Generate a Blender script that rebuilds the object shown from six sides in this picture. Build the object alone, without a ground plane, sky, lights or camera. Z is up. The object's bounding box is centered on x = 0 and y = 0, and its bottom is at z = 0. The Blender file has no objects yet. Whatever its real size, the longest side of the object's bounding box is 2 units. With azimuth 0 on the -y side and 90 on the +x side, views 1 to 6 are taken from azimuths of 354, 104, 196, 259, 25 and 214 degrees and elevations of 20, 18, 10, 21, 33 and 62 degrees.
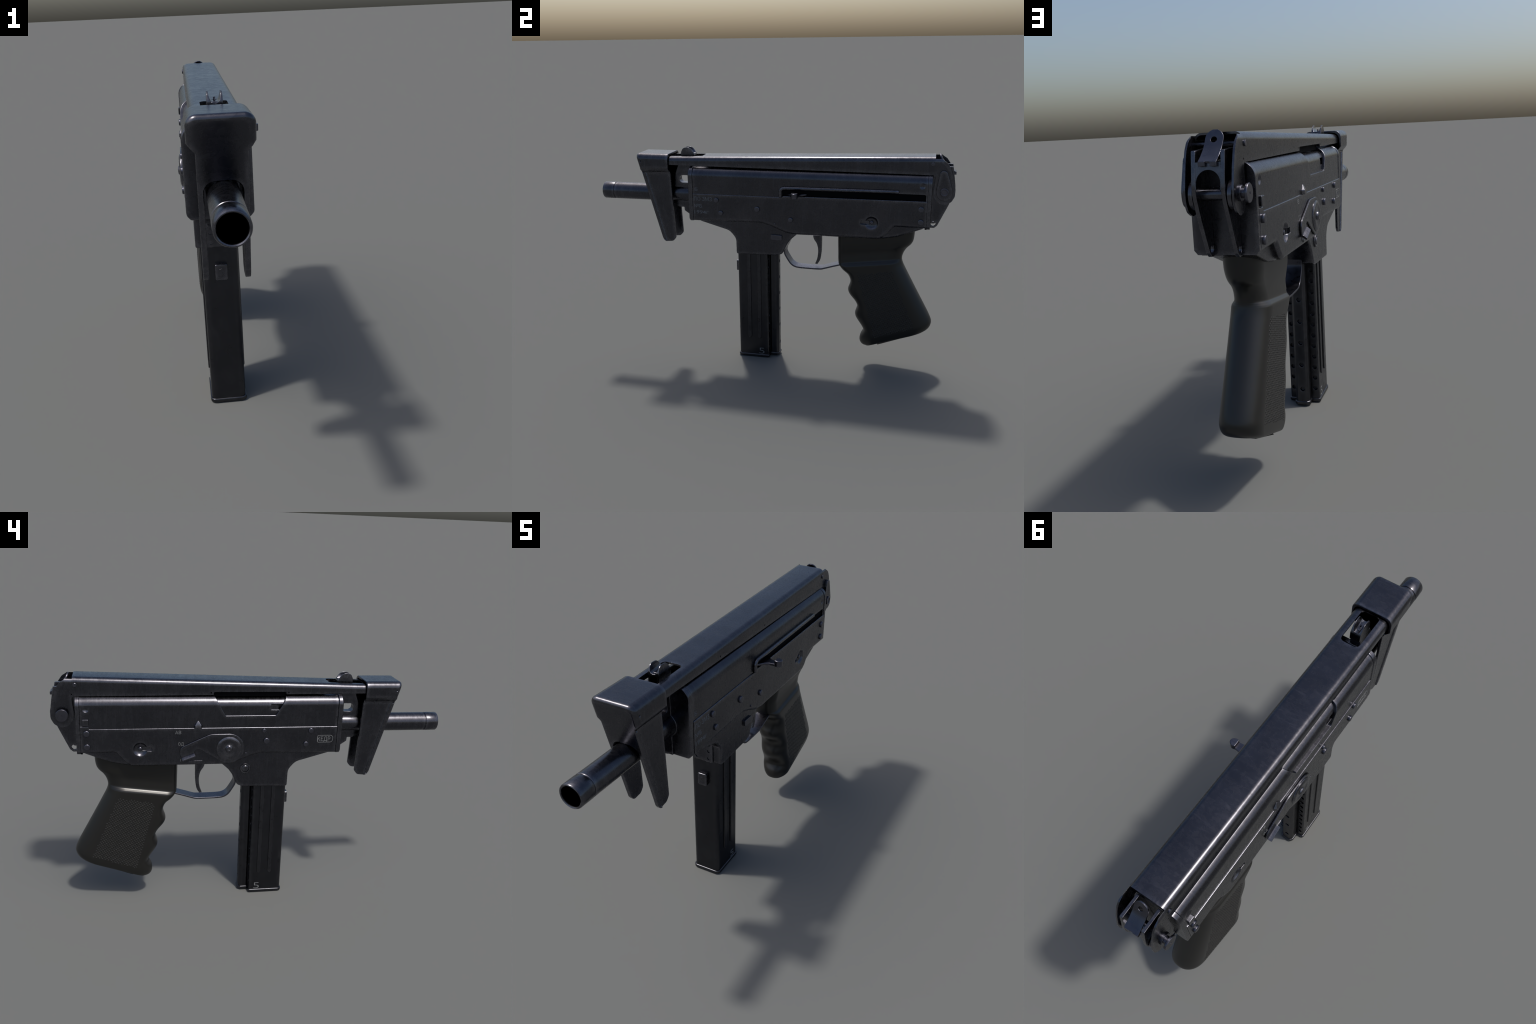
# Compact submachine gun with folded stock, modelled part by part.
# Local frame of the root Empty: s (x) = right of the gun, y = towards the rear, z = up.
import bpy, bmesh, math, random
from mathutils import Vector, Matrix

random.seed(7)
XM = -0.1738                      # world x of the gun's plane of symmetry
COL = bpy.context.scene.collection
V = Vector

# ------------------------------------------------------------------ materials
def nd(nt, kind, **kw):
    n = nt.nodes.new(kind)
    for k, v in kw.items():
        if k.startswith("i_"):
            key = k[2:]
            n.inputs[int(key) if key.isdigit() else key.replace("_", " ")].default_value = v
        else:
            setattr(n, k, v)
    return n

def base_material(name):
    m = bpy.data.materials.new(name)
    m.use_nodes = True
    nt = m.node_tree
    for n in list(nt.nodes):
        nt.nodes.remove(n)
    out = nd(nt, "ShaderNodeOutputMaterial")
    b = nd(nt, "ShaderNodeBsdfPrincipled")
    nt.links.new(b.outputs[0], out.inputs[0])
    return m, nt, b

def mixcol(nt, fac, a, b, blend="MIX"):
    n = nd(nt, "ShaderNodeMix", data_type="RGBA", blend_type=blend)
    L = nt.links
    for sock, val in ((n.inputs[0], fac), (n.inputs[6], a), (n.inputs[7], b)):
        if hasattr(val, "links"):
            L.new(val, sock)
        elif isinstance(val, (int, float)):
            sock.default_value = val
        else:
            sock.default_value = (*val, 1)
    return n.outputs[2]

def ramp(nt, src, p0, p1, v0=0.0, v1=1.0):
    n = nd(nt, "ShaderNodeMapRange")
    n.inputs[1].default_value = p0; n.inputs[2].default_value = p1
    n.inputs[3].default_value = v0; n.inputs[4].default_value = v1
    nt.links.new(src, n.inputs[0])
    return n.outputs[0]

def math_node(nt, op, a, b):
    n = nd(nt, "ShaderNodeMath", operation=op)
    for i, v in enumerate((a, b)):
        if hasattr(v, "links"):
            nt.links.new(v, n.inputs[i])
        else:
            n.inputs[i].default_value = v
    return n.outputs[0]

def steel(name, dark=(0.063, 0.064, 0.075), light=(0.23, 0.23, 0.26), rough=(0.22, 0.33),
          wear=0.55, metallic=1.0):
    """Blued steel: patchy tone, fine brushed scratches, rubbed edges."""
    m, nt, b = base_material(name)
    L = nt.links
    tc = nd(nt, "ShaderNodeTexCoord").outputs["Object"]
    big = nd(nt, "ShaderNodeTexNoise", i_Scale=7.0, i_Detail=6.0, i_Roughness=0.62)
    L.new(tc, big.inputs["Vector"])
    mp = nd(nt, "ShaderNodeMapping"); mp.inputs["Scale"].default_value = (14, 60, 9)
    mp.inputs["Rotation"].default_value = (0.35, 0, 0)
    L.new(tc, mp.inputs["Vector"])
    scr = nd(nt, "ShaderNodeTexNoise", i_Scale=1.0, i_Detail=5.0, i_Roughness=0.7, i_Distortion=0.8)
    L.new(mp.outputs[0], scr.inputs["Vector"])
    blot = nd(nt, "ShaderNodeTexNoise", i_Scale=34.0, i_Detail=4.0, i_Roughness=0.6, i_Distortion=1.2)
    L.new(tc, blot.inputs["Vector"])
    # rubbed edges: difference between the rounded and the true normal
    bev = nd(nt, "ShaderNodeBevel", samples=4); bev.inputs["Radius"].default_value = 0.026
    geo = nd(nt, "ShaderNodeNewGeometry")
    dot = nd(nt, "ShaderNodeVectorMath", operation="DOT_PRODUCT")
    L.new(bev.outputs[0], dot.inputs[0]); L.new(geo.outputs["Normal"], dot.inputs[1])
    edge = ramp(nt, dot.outputs["Value"], 0.996, 0.92)
    edge = math_node(nt, "MULTIPLY", edge, ramp(nt, blot.outputs[0], 0.36, 0.66, 0.35, 1.0))
    patch = math_node(nt, "MULTIPLY", ramp(nt, big.outputs[0], 0.42, 0.70), 0.10)
    scratch = math_node(nt, "MULTIPLY", ramp(nt, scr.outputs[0], 0.56, 0.74), 0.10)
    tone = math_node(nt, "ADD", patch, math_node(nt, "ADD", scratch, math_node(nt, "MULTIPLY", edge, wear)))
    tone.node.use_clamp = True
    L.new(mixcol(nt, tone, dark, light), b.inputs["Base Color"])
    b.inputs["Metallic"].default_value = metallic
    r = math_node(nt, "ADD", ramp(nt, blot.outputs[0], 0.3, 0.75, rough[0], rough[1]),
                  math_node(nt, "MULTIPLY", math_node(nt, "SUBTRACT", scr.outputs[0], 0.5), 0.22))
    L.new(r, b.inputs["Roughness"])
    bump = nd(nt, "ShaderNodeBump", i_Strength=0.015, i_Distance=0.004)
    L.new(blot.outputs[0], bump.inputs["Height"]); L.new(bump.outputs[0], b.inputs["Normal"])
    return m

def plain(name, col, rough, metallic=0.0, grain=0.0, scale=60.0, var=0.15):
    m, nt, b = base_material(name)
    tc = nd(nt, "ShaderNodeTexCoord").outputs["Object"]
    n = nd(nt, "ShaderNodeTexNoise", i_Scale=scale, i_Detail=4.0)
    nt.links.new(tc, n.inputs["Vector"])
    lo = tuple(c * (1 - var) for c in col); hi = tuple(c * (1 + var) for c in col)
    nt.links.new(mixcol(nt, n.outputs[0], lo, hi), b.inputs["Base Color"])
    b.inputs["Roughness"].default_value = rough
    b.inputs["Metallic"].default_value = metallic
    if name == "painted_recess_shadow":
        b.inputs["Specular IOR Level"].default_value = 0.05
    if grain:
        bu = nd(nt, "ShaderNodeBump", i_Strength=grain, i_Distance=0.002)
        nt.links.new(n.outputs[0], bu.inputs["Height"]); nt.links.new(bu.outputs[0], b.inputs["Normal"])
    return m

M_STEEL = steel("blued_steel")
M_STEEL_SMALL = steel("polished_steel", dark=(0.085, 0.086, 0.105), light=(0.15, 0.15, 0.18), rough=(0.25, 0.38), wear=0.5)
M_MAG = steel("magazine_steel", dark=(0.047, 0.048, 0.055), light=(0.125, 0.125, 0.138), rough=(0.27, 0.42), wear=0.5)
M_GRIP = plain("black_polymer", (0.0088, 0.0085, 0.0078), 0.33, grain=0.02, scale=300)
M_CHECK = plain("checkered_polymer", (0.0075, 0.0074, 0.0070), 0.62, scale=120)  # darker than the grip body, to mute the sun on the points
M_DARK = plain("painted_recess_shadow", (0.004, 0.004, 0.005), 0.8)  # shadow painted as near-black, specular cut; coats the recess inserts
M_MARK = plain("grey_marking", (0.125, 0.13, 0.135), 0.7, scale=90, var=0.35)
M_MARK_LIGHTENED = plain("shade_lightened_marking", (0.15, 0.155, 0.165), 0.7, scale=90, var=0.4)  # grey lightened so lettering on the shaded side stays readable

# ------------------------------------------------------------------ helpers
ROOT = bpy.data.objects.new("submachine_gun", None)
COL.objects.link(ROOT)
ROOT["label"] = "compact black steel submachine gun with folded stock"
ROOT["category"] = "submachine gun"
ROOT.empty_display_size = 0.2

def finish_mesh(me, angle=40):
    me.shade_smooth()
    me.set_sharp_from_angle(angle=math.radians(angle))

def obj_from_bm(name, bm, mat, parent, angle=40):
    bmesh.ops.recalc_face_normals(bm, faces=bm.faces)
    me = bpy.data.meshes.new(name)
    bm.to_mesh(me); bm.free()
    if mat:
        me.materials.append(mat)
    finish_mesh(me, angle)
    o = bpy.data.objects.new(name, me)
    COL.objects.link(o)
    if parent:
        o.parent = parent
    return o

def fillet(pts, seg=6):
    """Round the corners of a closed polygon; a point may carry a radius as third entry."""
    n = len(pts); out = []
    for i, p in enumerate(pts):
        P = V(p[:2])
        r = p[2] if len(p) > 2 else 0
        if r <= 0:
            out.append((P.x, P.y)); continue
        A = V(pts[i - 1][:2]) - P; B = V(pts[(i + 1) % n][:2]) - P
        la, lb = A.length, B.length
        A.normalize(); B.normalize()
        half = A.angle(B) / 2
        t = min(r / math.tan(half), la * 0.49, lb * 0.49)
        rr = t * math.tan(half)
        C = P + (A + B).normalized() * (rr / math.sin(half))
        a0 = math.atan2(*(P + A * t - C).yx); a1 = math.atan2(*(P + B * t - C).yx)
        d = (a1 - a0 + math.pi) % (2 * math.pi) - math.pi
        k = max(2, int(seg * abs(d) / (math.pi / 2)) + 1)
        for j in range(k + 1):
            a = a0 + d * j / k
            out.append((C.x + rr * math.cos(a), C.y + rr * math.sin(a)))
    return out

def spline(pts, per=6, closed=False):
    """Catmull-Rom through control points of any dimension."""
    P = [V(p) for p in pts]; n = len(P); out = []
    rng = range(n if closed else n - 1)
    for i in rng:
        if closed:
            a, b, c, d = P[i - 1], P[i], P[(i + 1) % n], P[(i + 2) % n]
        else:
            a = P[i - 1] if i else P[0] * 2 - P[1]
            b, c = P[i], P[i + 1]
            d = P[i + 2] if i + 2 < n else P[-1] * 2 - P[-2]
        for j in range(per):
            t = j / per
            out.append(0.5 * ((2 * b) + (c - a) * t + (2 * a - 5 * b + 4 * c - d) * t * t + (3 * b - a - 3 * c + d) * t ** 3))
    if not closed:
        out.append(P[-1])
    return out

AX = {"x": lambda u, v, w: (w, u, v),     # outline (y,z) extruded along x
      "y": lambda u, v, w: (u, w, v),     # outline (x,z) extruded along y
      "z": lambda u, v, w: (u, v, w)}     # outline (x,y) extruded along z

def prism_bm(pts, a, b, axis="x"):
    bm = bmesh.new(); f = AX[axis]
    lo = [bm.verts.new(f(p[0], p[1], a)) for p in pts]
    hi = [bm.verts.new(f(p[0], p[1], b)) for p in pts]
    n = len(pts)
    bm.faces.new(lo[::-1]); bm.faces.new(hi)
    for i in range(n):
        bm.faces.new((lo[i], lo[(i + 1) % n], hi[(i + 1) % n], hi[i]))
    bmesh.ops.recalc_face_normals(bm, faces=bm.faces)
    return bm

def prism(name, pts, a, b, mat, parent=None, axis="x", bevel=0.0, seg=2, seg_fillet=6, angle=40):
    o = obj_from_bm(name, prism_bm(fillet(pts, seg_fillet), a, b, axis), mat, parent, angle)
    if bevel:
        bevel_obj(o, bevel, seg)
    return o

def box(name, lo, hi, mat=None, parent=None, bevel=0.0, seg=2):
    return prism(name, [(lo[0], lo[1]), (hi[0], lo[1]), (hi[0], hi[1]), (lo[0], hi[1])], lo[2], hi[2], mat, parent, "z", bevel, seg)

def bake(o, angle=40, keep=False):
    dg = bpy.context.evaluated_depsgraph_get()
    me = bpy.data.meshes.new_from_object(o.evaluated_get(dg))
    old = o.data
    o.modifiers.clear()
    o.data = me
    me.name = o.name
    bpy.data.meshes.remove(old)
    if not keep:
        finish_mesh(me, angle)

def bevel_obj(o, width, seg=2, limit=35, clamp=False):
    m = o.modifiers.new("b", "BEVEL")
    m.width = width; m.segments = seg; m.limit_method = "ANGLE"; m.angle_limit = math.radians(limit)
    m.harden_normals = True; m.use_clamp_overlap = clamp; m.miter_outer = "MITER_ARC"
    bpy.context.view_layer.update()
    bake(o, keep=True)

def weighted(o):
    """Large flat faces keep their own normal; only the small edge faces blend."""
    m = o.modifiers.new("w", "WEIGHTED_NORMAL")
    m.mode = "FACE_AREA"; m.weight = 100; m.keep_sharp = True; m.thresh = 0.001
    bpy.context.view_layer.update()
    bake(o, keep=True)

def cut(o, cutters, op="DIFFERENCE"):
    for c in cutters:
        m = o.modifiers.new("c", "BOOLEAN")
        m.operation = op; m.object = c; m.solver = "EXACT"
    bpy.context.view_layer.update()
    bake(o)
    for c in cutters:
        bpy.data.objects.remove(c)
    clean(o)

def clean(o, d=2e-5):
    bm = bmesh.new(); bm.from_mesh(o.data)
    bmesh.ops.remove_doubles(bm, verts=bm.verts, dist=d)
    bmesh.ops.dissolve_degenerate(bm, edges=bm.edges, dist=d)
    bmesh.ops.dissolve_limit(bm, angle_limit=math.radians(0.5), verts=bm.verts, edges=bm.edges)
    bm.to_mesh(o.data); bm.free()
    finish_mesh(o.data)

def lathe_bm(prof, axis, center, seg=32):
    """prof: (radius, height) pairs; revolved about axis through center."""
    bm = bmesh.new(); rings = []
    for r, h in prof:
        ring = []
        if r < 1e-6:
            ring = [bm.verts.new(place(axis, center, 0, 0, h))]
        else:
            for i in range(seg):
                a = 2 * math.pi * i / seg
                ring.append(bm.verts.new(place(axis, center, r * math.cos(a), r * math.sin(a), h)))
        rings.append(ring)
    for A, B in zip(rings, rings[1:]):
        if len(A) == 1 and len(B) == 1:
            continue
        for i in range(seg):
            j = (i + 1) % seg
            if len(A) == 1:
                bm.faces.new((A[0], B[j], B[i]))
            elif len(B) == 1:
                bm.faces.new((A[i], A[j], B[0]))
            else:
                bm.faces.new((A[i], A[j], B[j], B[i]))
    for R in (rings[0], rings[-1]):
        if len(R) > 1 and rings[0] is not rings[-1]:
            bm.faces.new(R)
    bmesh.ops.recalc_face_normals(bm, faces=bm.faces)
    return bm

def place(axis, c, u, v, h):
    if axis == "x":
        return (c[0] + h, c[1] + u, c[2] + v)
    if axis == "y":
        return (c[0] + u, c[1] + h, c[2] + v)
    return (c[0] + u, c[1] + v, c[2] + h)

def lathe(name, prof, axis, center, mat=None, parent=None, seg=32, angle=30):
    return obj_from_bm(name, lathe_bm(prof, axis, center, seg), mat, parent, angle)

def cyl(axis, center, r, h0, h1, seg=28, name="cutter"):
    return lathe(name, [(r, h0), (r, h1)], axis, center, seg=seg)

def tube(name, path, r, mat, parent, seg=12):
    """Round bar along a path with rounded ends."""
    P = [V(p) for p in path]; bm = bmesh.new(); rings = []
    def frame(t):
        up = V((1, 0, 0)) if abs(t.x) < 0.9 else V((0, 0, 1))
        a = t.cross(up).normalized(); return a, t.cross(a).normalized()
    stations = []
    t0 = (P[1] - P[0]).normalized(); t1 = (P[-1] - P[-2]).normalized()
    for k in (0.05, 0.5, 0.87):
        stations.append((P[0] - t0 * r * 0.6 * math.sqrt(1 - k * k), t0, r * k))
    for i, p in enumerate(P):
        t = (P[min(i + 1, len(P) - 1)] - P[max(i - 1, 0)]).normalized()
        stations.append((p, t, r))
    for k in (0.87, 0.5, 0.05):
        stations.append((P[-1] + t1 * r * 0.6 * math.sqrt(1 - k * k), t1, r * k))
    for p, t, rr in stations:
        a, b = frame(t)
        rings.append([bm.verts.new(p + a * rr * math.cos(2 * math.pi * i / seg) + b * rr * math.sin(2 * math.pi * i / seg)) for i in range(seg)])
    for A, B in zip(rings, rings[1:]):
        for i in range(seg):
            bm.faces.new((A[i], A[(i + 1) % seg], B[(i + 1) % seg], B[i]))
    bm.faces.new(rings[0]); bm.faces.new(rings[-1])
    return obj_from_bm(name, bm, mat, parent, 60)

def empty_part(name, parent):
    e = bpy.data.objects.new(name, None); COL.objects.link(e); e.parent = parent
    e.empty_display_size = 0.05
    return e

def join(name, objs, mat, parent):
    bm = bmesh.new()
    for o in objs:
        bm.from_mesh(o.data)
        bpy.data.objects.remove(o)
    me = bpy.data.meshes.new(name); bm.to_mesh(me); bm.free()
    if mat:
        me.materials.clear(); me.materials.append(mat)
    finish_mesh(me)
    o = bpy.data.objects.new(name, me); COL.objects.link(o); o.parent = parent
    return o

def rivet_mesh(name, r, h, dome=0.35):
    prof = [(r, -0.004), (r, h * 0.62)]
    for k in range(1, 5):
        a = k / 4 * math.pi / 2
        prof.append((r - r * dome * (1 - math.cos(a)), h * 0.62 + h * 0.38 * math.sin(a)))
    prof.append((r * 0.3, h * 1.02)); prof.append((0, h * 1.02))
    o = lathe(name, prof, "x", (0, 0, 0), M_STEEL_SMALL, None, 20, 50)
    me = o.data
    bpy.data.objects.remove(o)
    return me

def put(name, me, loc, parent, mirror=False):
    o = bpy.data.objects.new(name, me); COL.objects.link(o); o.parent = parent
    o.location = loc
    if mirror:
        o.rotation_euler = (0, 0, math.pi)
    return o

def lettering(name, body, y0, y1, zc, s, side, height, parent, mat=M_MARK, thick=0.0):
    """Flat raised text on a side face, squeezed to run from y0 to y1 (reading direction)."""
    c = bpy.data.curves.new(name, "FONT"); c.body = body; c.extrude = 0.0004 ; c.offset = thick if thick else -0.006
    c.align_x = "LEFT"; c.align_y = "BOTTOM_BASELINE"; c.resolution_u = 4
    t = bpy.data.objects.new(name, c); COL.objects.link(t)
    bpy.context.view_layer.update()
    me = bpy.data.meshes.new_from_object(t.evaluated_get(bpy.context.evaluated_depsgraph_get()))
    bpy.data.objects.remove(t); bpy.data.curves.remove(c)
    xs = [v.co.x for v in me.vertices]; x0, x1 = min(xs), max(xs)
    k = (y1 - y0) / (x1 - x0); kz = height / 0.73
    for v in me.vertices:
        yy = y0 + (v.co.x - x0) * k
        zz = zc - height / 2 + v.co.y * kz
        v.co = (s + side * v.co.z, yy, zz)
    me.materials.clear(); me.materials.append(mat)
    bm = bmesh.new(); bm.from_mesh(me); bmesh.ops.recalc_face_normals(bm, faces=bm.faces); bm.to_mesh(me); bm.free()
    o = bpy.data.objects.new(name, me); COL.objects.link(o); o.parent = parent
    return o

# ------------------------------------------------------------------ receiver
def shell_section(half, z_bottom, z_top, r, chamfer=0.0):
    pts = []
    if chamfer:
        pts += [(half - chamfer, z_bottom), (half, z_bottom + chamfer * 1.2)]
    else:
        pts += [(half, z_bottom)]
    for k in range(13):
        a = k / 12 * math.pi / 2
        pts.append((half - r + r * math.cos(a), z_top - r + r * math.sin(a)))
    return pts + [(-x, z) for x, z in reversed(pts)]

receiver = empty_part("receiver", ROOT)
H_COVER, H_LOW = 0.1005, 0.1045

cover = prism("receiver_cover", shell_section(H_COVER, 0.90, 1.0815, 0.047), -0.3624, 0.8653, M_STEEL, receiver, "y")
port = prism("c", [(0.262, 1.115), (0.192, 0.9885, 0.009), (-0.054, 0.9885, 0.009), (-0.1, 1.068, 0.05), (-0.104, 1.115)], -0.2, -0.03, None)
slot = prism("c", [(0.128, 0.93), (0.128, 0.984, 0.012), (0.857, 0.984, 0.008), (0.857, 0.93)], 0.05, 0.2, None)
dim = []
for sd, y, z in ((-1, 0.837, 1.024), (1, 0.838, 1.027)):
    dim.append(lathe("c", [(0.0, -0.0062 * sd), (0.0085, -0.0047 * sd), (0.0135, -0.0018 * sd), (0.0175, 0.0010 * sd), (0.0175, 0.01 * sd), (0, 0.01 * sd)], "x", (sd * H_COVER, y, z), seg=24))
cut(cover, [port, slot] + dim)
bevel_obj(cover, 0.0014, 2, 38); weighted(cover)

bolt = prism("bolt", shell_section(0.0915, 0.92, 1.071, 0.043), -0.125, 0.29, M_STEEL, receiver, "y")
win = box("c", (-0.2, -0.0885, 1.014), (-0.066, -0.029, 1.041))
cut(bolt, [win]); bevel_obj(bolt, 0.0015, 2, 38)
box("extractor", (-0.0800, -0.068, 1.008), (-0.06, -0.0275, 1.036), M_STEEL, receiver, 0.001)
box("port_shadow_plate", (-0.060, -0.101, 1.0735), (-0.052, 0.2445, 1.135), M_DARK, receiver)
for y0, y1 in ((-0.3655, -0.356), (0.859, 0.869)):
    prism("dark_seam_core", shell_section(0.0965, 0.803, 1.078, 0.045, 0.012), y0, y1, M_DARK, receiver, "y")  # near-black filler behind the end-band seams, closes the see-through gap

front_band = prism("front_band", shell_section(0.1036, 0.7905, 1.0825, 0.048, 0.0125), -0.3875, -0.363, M_STEEL, receiver, "y", bevel=0.0055, seg=3)
rear_plate = prism("rear_plate", shell_section(0.1036, 0.8065, 1.0825, 0.048, 0.0115), 0.8655, 0.8845, M_STEEL, receiver, "y", bevel=0.0018, seg=2)

lower_out = [(-0.3624, 0.7935), (0.012, 0.799, 0.03), (0.060, 0.786, 0.05), (0.148, 0.7505, 0.05), (0.195, 0.7435, 0.05),
             (0.634, 0.7435, 0.02), (0.658, 0.7575, 0.02), (0.708, 0.8135, 0.02), (0.8653, 0.8115)]
left_out = lower_out + [(0.8653, 0.944), (0.8275, 0.944, 0.004), (0.8235, 0.931, 0.003), (-0.3624, 0.931)]
right_out = lower_out + [(0.8653, 0.9515), (0.135, 0.951, 0.006), (0.122, 0.9435, 0.006), (-0.3624, 0.943)]

def lower_half(name, out, sd):
    a, b = (0.0, H_LOW) if sd > 0 else (-H_LOW, 0.0)
    bm = prism_bm(fillet(out, 5), a, b)
    E = [e for e in bm.edges if all(abs(abs(v.co.x) - H_LOW) < 1e-6 for v in e.verts)
         and max(v.co.z for v in e.verts) < 0.83 and abs(e.verts[0].co.y - e.verts[1].co.y) > 1e-5]
    bmesh.ops.bevel(bm, geom=E, offset=0.015, segments=5, profile=0.5, affect="EDGES", clamp_overlap=False)
    E = [e for e in bm.edges if all(abs(abs(v.co.x) - H_LOW) < 1e-6 for v in e.verts) and min(v.co.z for v in e.verts) > 0.92]
    bmesh.ops.bevel(bm, geom=E, offset=0.0034, segments=3, profile=0.5, affect="EDGES", clamp_overlap=False)
    o = obj_from_bm(name, bm, M_STEEL, receiver)
    y, z = 0.594, 0.829
    dish = lathe("c", [(0, -0.013 * sd), (0.019, -0.0125 * sd), (0.028, -0.008 * sd), (0.0325, -0.0015 * sd), (0.036, 0.0008 * sd), (0.036, 0.004 * sd), (0, 0.004 * sd)], "x", (sd * H_LOW, y, z), seg=36)
    key = prism("c", [(y - 0.055, z - 0.0098, 0.003), (y - 0.01, z - 0.0098), (y - 0.01, z + 0.0098), (y - 0.055, z + 0.0098, 0.003)], sd * (H_LOW - 0.013), sd * (H_LOW + 0.02), None)
    cut(o, [key, dish]); bevel_obj(o, 0.0014, 2, 40); weighted(o)
    lathe("takedown_pin", [(0.0085, -0.018 * sd), (0.0085, -0.006 * sd), (0.006, -0.0042 * sd), (0, -0.0038 * sd)], "x", (sd * H_LOW, y, z), M_STEEL_SMALL, receiver, 20)
    return o
lower_half("receiver_side_plate", left_out, -1)
lower_half("receiver_side_plate", right_out, 1)

# magazine well, front plate and rear trunk under the side plates
well = prism("magazine_well", [(-0.335, 0.789), (-0.168, 0.742, 0.06), (-0.133, 0.70, 0.05), (-0.132, 0.613, 0.010), (0.092, 0.617, 0.03),
                      (0.122, 0.626, 0.02), (0.150, 0.6835, 0.02), (0.168, 0.709, 0.05), (0.205, 0.742), (0.205, 0.86), (-0.335, 0.86)],
             -0.0835, 0.0835, M_STEEL, receiver, bevel=0.0075, seg=3)
wp = prism("well_front_plate", [(-0.046, 0.617, 0.004), (0.046, 0.617, 0.004), (0.046, 0.722, 0.022), (-0.046, 0.722, 0.022)], -0.1385, -0.125, M_STEEL, receiver, "y", bevel=0.0015)
wh = [cyl("y", (x, -0.138, z), 0.0085, -0.004, 0.0025, 20) for x in (-0.029, 0.029) for z in (0.635, 0.671, 0.703)]
cut(wp, wh)
trunk = prism("receiver_trunk", [(0.60, 0.7405), (0.655, 0.7425, 0.04), (0.722, 0.7545, 0.06), (0.795, 0.7815, 0.06), (0.858, 0.806), (0.858, 0.86), (0.60, 0.86)],
              -0.0835, 0.0835, M_STEEL, receiver, bevel=0.012, seg=4)

# rivets
R12 = rivet_mesh("rivet", 0.0148, 0.0082); R10 = rivet_mesh("rivet_mid", 0.0130, 0.0082); R8 = rivet_mesh("rivet_small", 0.0105, 0.007); R4 = rivet_mesh("rivet_dot", 0.0048, 0.0034)
for me, y, z in ((R12, 0.837, 0.910), (R12, 0.837, 0.845), (R12, -0.0105, 0.863), (R10, -0.2295, 0.912), (R10, -0.208, 0.8435), (R8, 0.003, 0.9145), (R4, 0.089, 0.800)):
    put("rivet", me, (-H_LOW, y, z), receiver, True)
for me, y, z in ((R12, 0.837, 0.910), (R12, 0.838, 0.845), (R12, -0.006, 0.8735), (R10, -0.2295, 0.9125), (R10, -0.207, 0.844), (R10, 0.174, 0.8245), (R4, 0.088, 0.7995)):
    put("rivet", me, (H_LOW, y, z), receiver)

# lugs on the left cover
prism("square_lug", [(0.826, 0.9465, 0.003), (0.8545, 0.9465, 0.003), (0.8545, 0.9785, 0.003), (0.826, 0.9785, 0.003)], -0.1100, -0.09, M_STEEL, receiver, bevel=0.0025)
bm = bmesh.new()
bot = [bm.verts.new(p) for p in ((-0.0995, 0.3005, 0.929), (-0.0995, 0.3435, 0.929), (-0.112, 0.336, 0.9285), (-0.112, 0.308, 0.9285))]
mid = [bm.verts.new(p) for p in ((-0.0995, 0.2995, 0.944), (-0.0995, 0.3445, 0.944), (-0.1115, 0.336, 0.9445), (-0.1115, 0.308, 0.9445))]
tip = bm.verts.new((-0.0995, 0.322, 0.9695))
bm.faces.new(bot)
for i in range(4):
    j = (i + 1) % 4
    bm.faces.new((bot[i], bot[j], mid[j], mid[i])); bm.faces.new((mid[i], mid[j], tip))
tl = obj_from_bm("ejector_lug", bm, M_STEEL, receiver); bevel_obj(tl, 0.0025, 2)

# selector markings: groove lines
box("selector_mark", (-0.1049, 0.300, 0.910), (-0.1, 0.362, 0.9117), M_STEEL, receiver)
prism("selector_stop", [(0.2995, 0.757, 0.001), (0.369, 0.757, 0.001), (0.369, 0.7665, 0.001), (0.309, 0.769, 0.001), (0.2995, 0.770, 0.001)], -0.1070, -0.1, M_STEEL, receiver, bevel=0.0008)

# charging handle, slot guide rod
tube("slot_guide_rod", [(0.1052, 0.1195, 0.948), (0.1052, 0.1195, 0.971)] +
     [(0.1052, 0.1405 - 0.021 * math.cos(a), 0.971 + 0.021 * math.sin(a)) for a in (0.4, 0.8, 1.2)] +
     [(0.1052, 0.145, 0.992), (0.1052, 0.721, 0.995)], 0.0088, M_STEEL, receiver, 14)
handle = empty_part("charging_handle", ROOT)
stem = prism("handle_stem", [(0.05, 0.14), (0.092, 0.145, 0.03), (0.128, 0.187, 0.03), (0.158, 0.189), (0.164, 0.189), (0.164, 0.222), (0.156, 0.222, 0.02), (0.128, 0.227, 0.03), (0.095, 0.262, 0.02), (0.05, 0.262)],
             0.955, 0.966, M_STEEL_SMALL, handle, "z", bevel=0.0035, seg=3)
prism("handle_knob", [(0.158, 0.190, 0.003), (0.174, 0.188, 0.012), (0.1885, 0.199, 0.012), (0.1885, 0.214, 0.012), (0.174, 0.2245, 0.012), (0.158, 0.222, 0.003)], 0.9535, 0.981, M_STEEL_SMALL, handle, "z", bevel=0.003, seg=3)
box("slot_shadow_plate", (0.06, 0.1285, 0.932), (0.0925, 0.8565, 0.9835), M_DARK, receiver)

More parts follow.
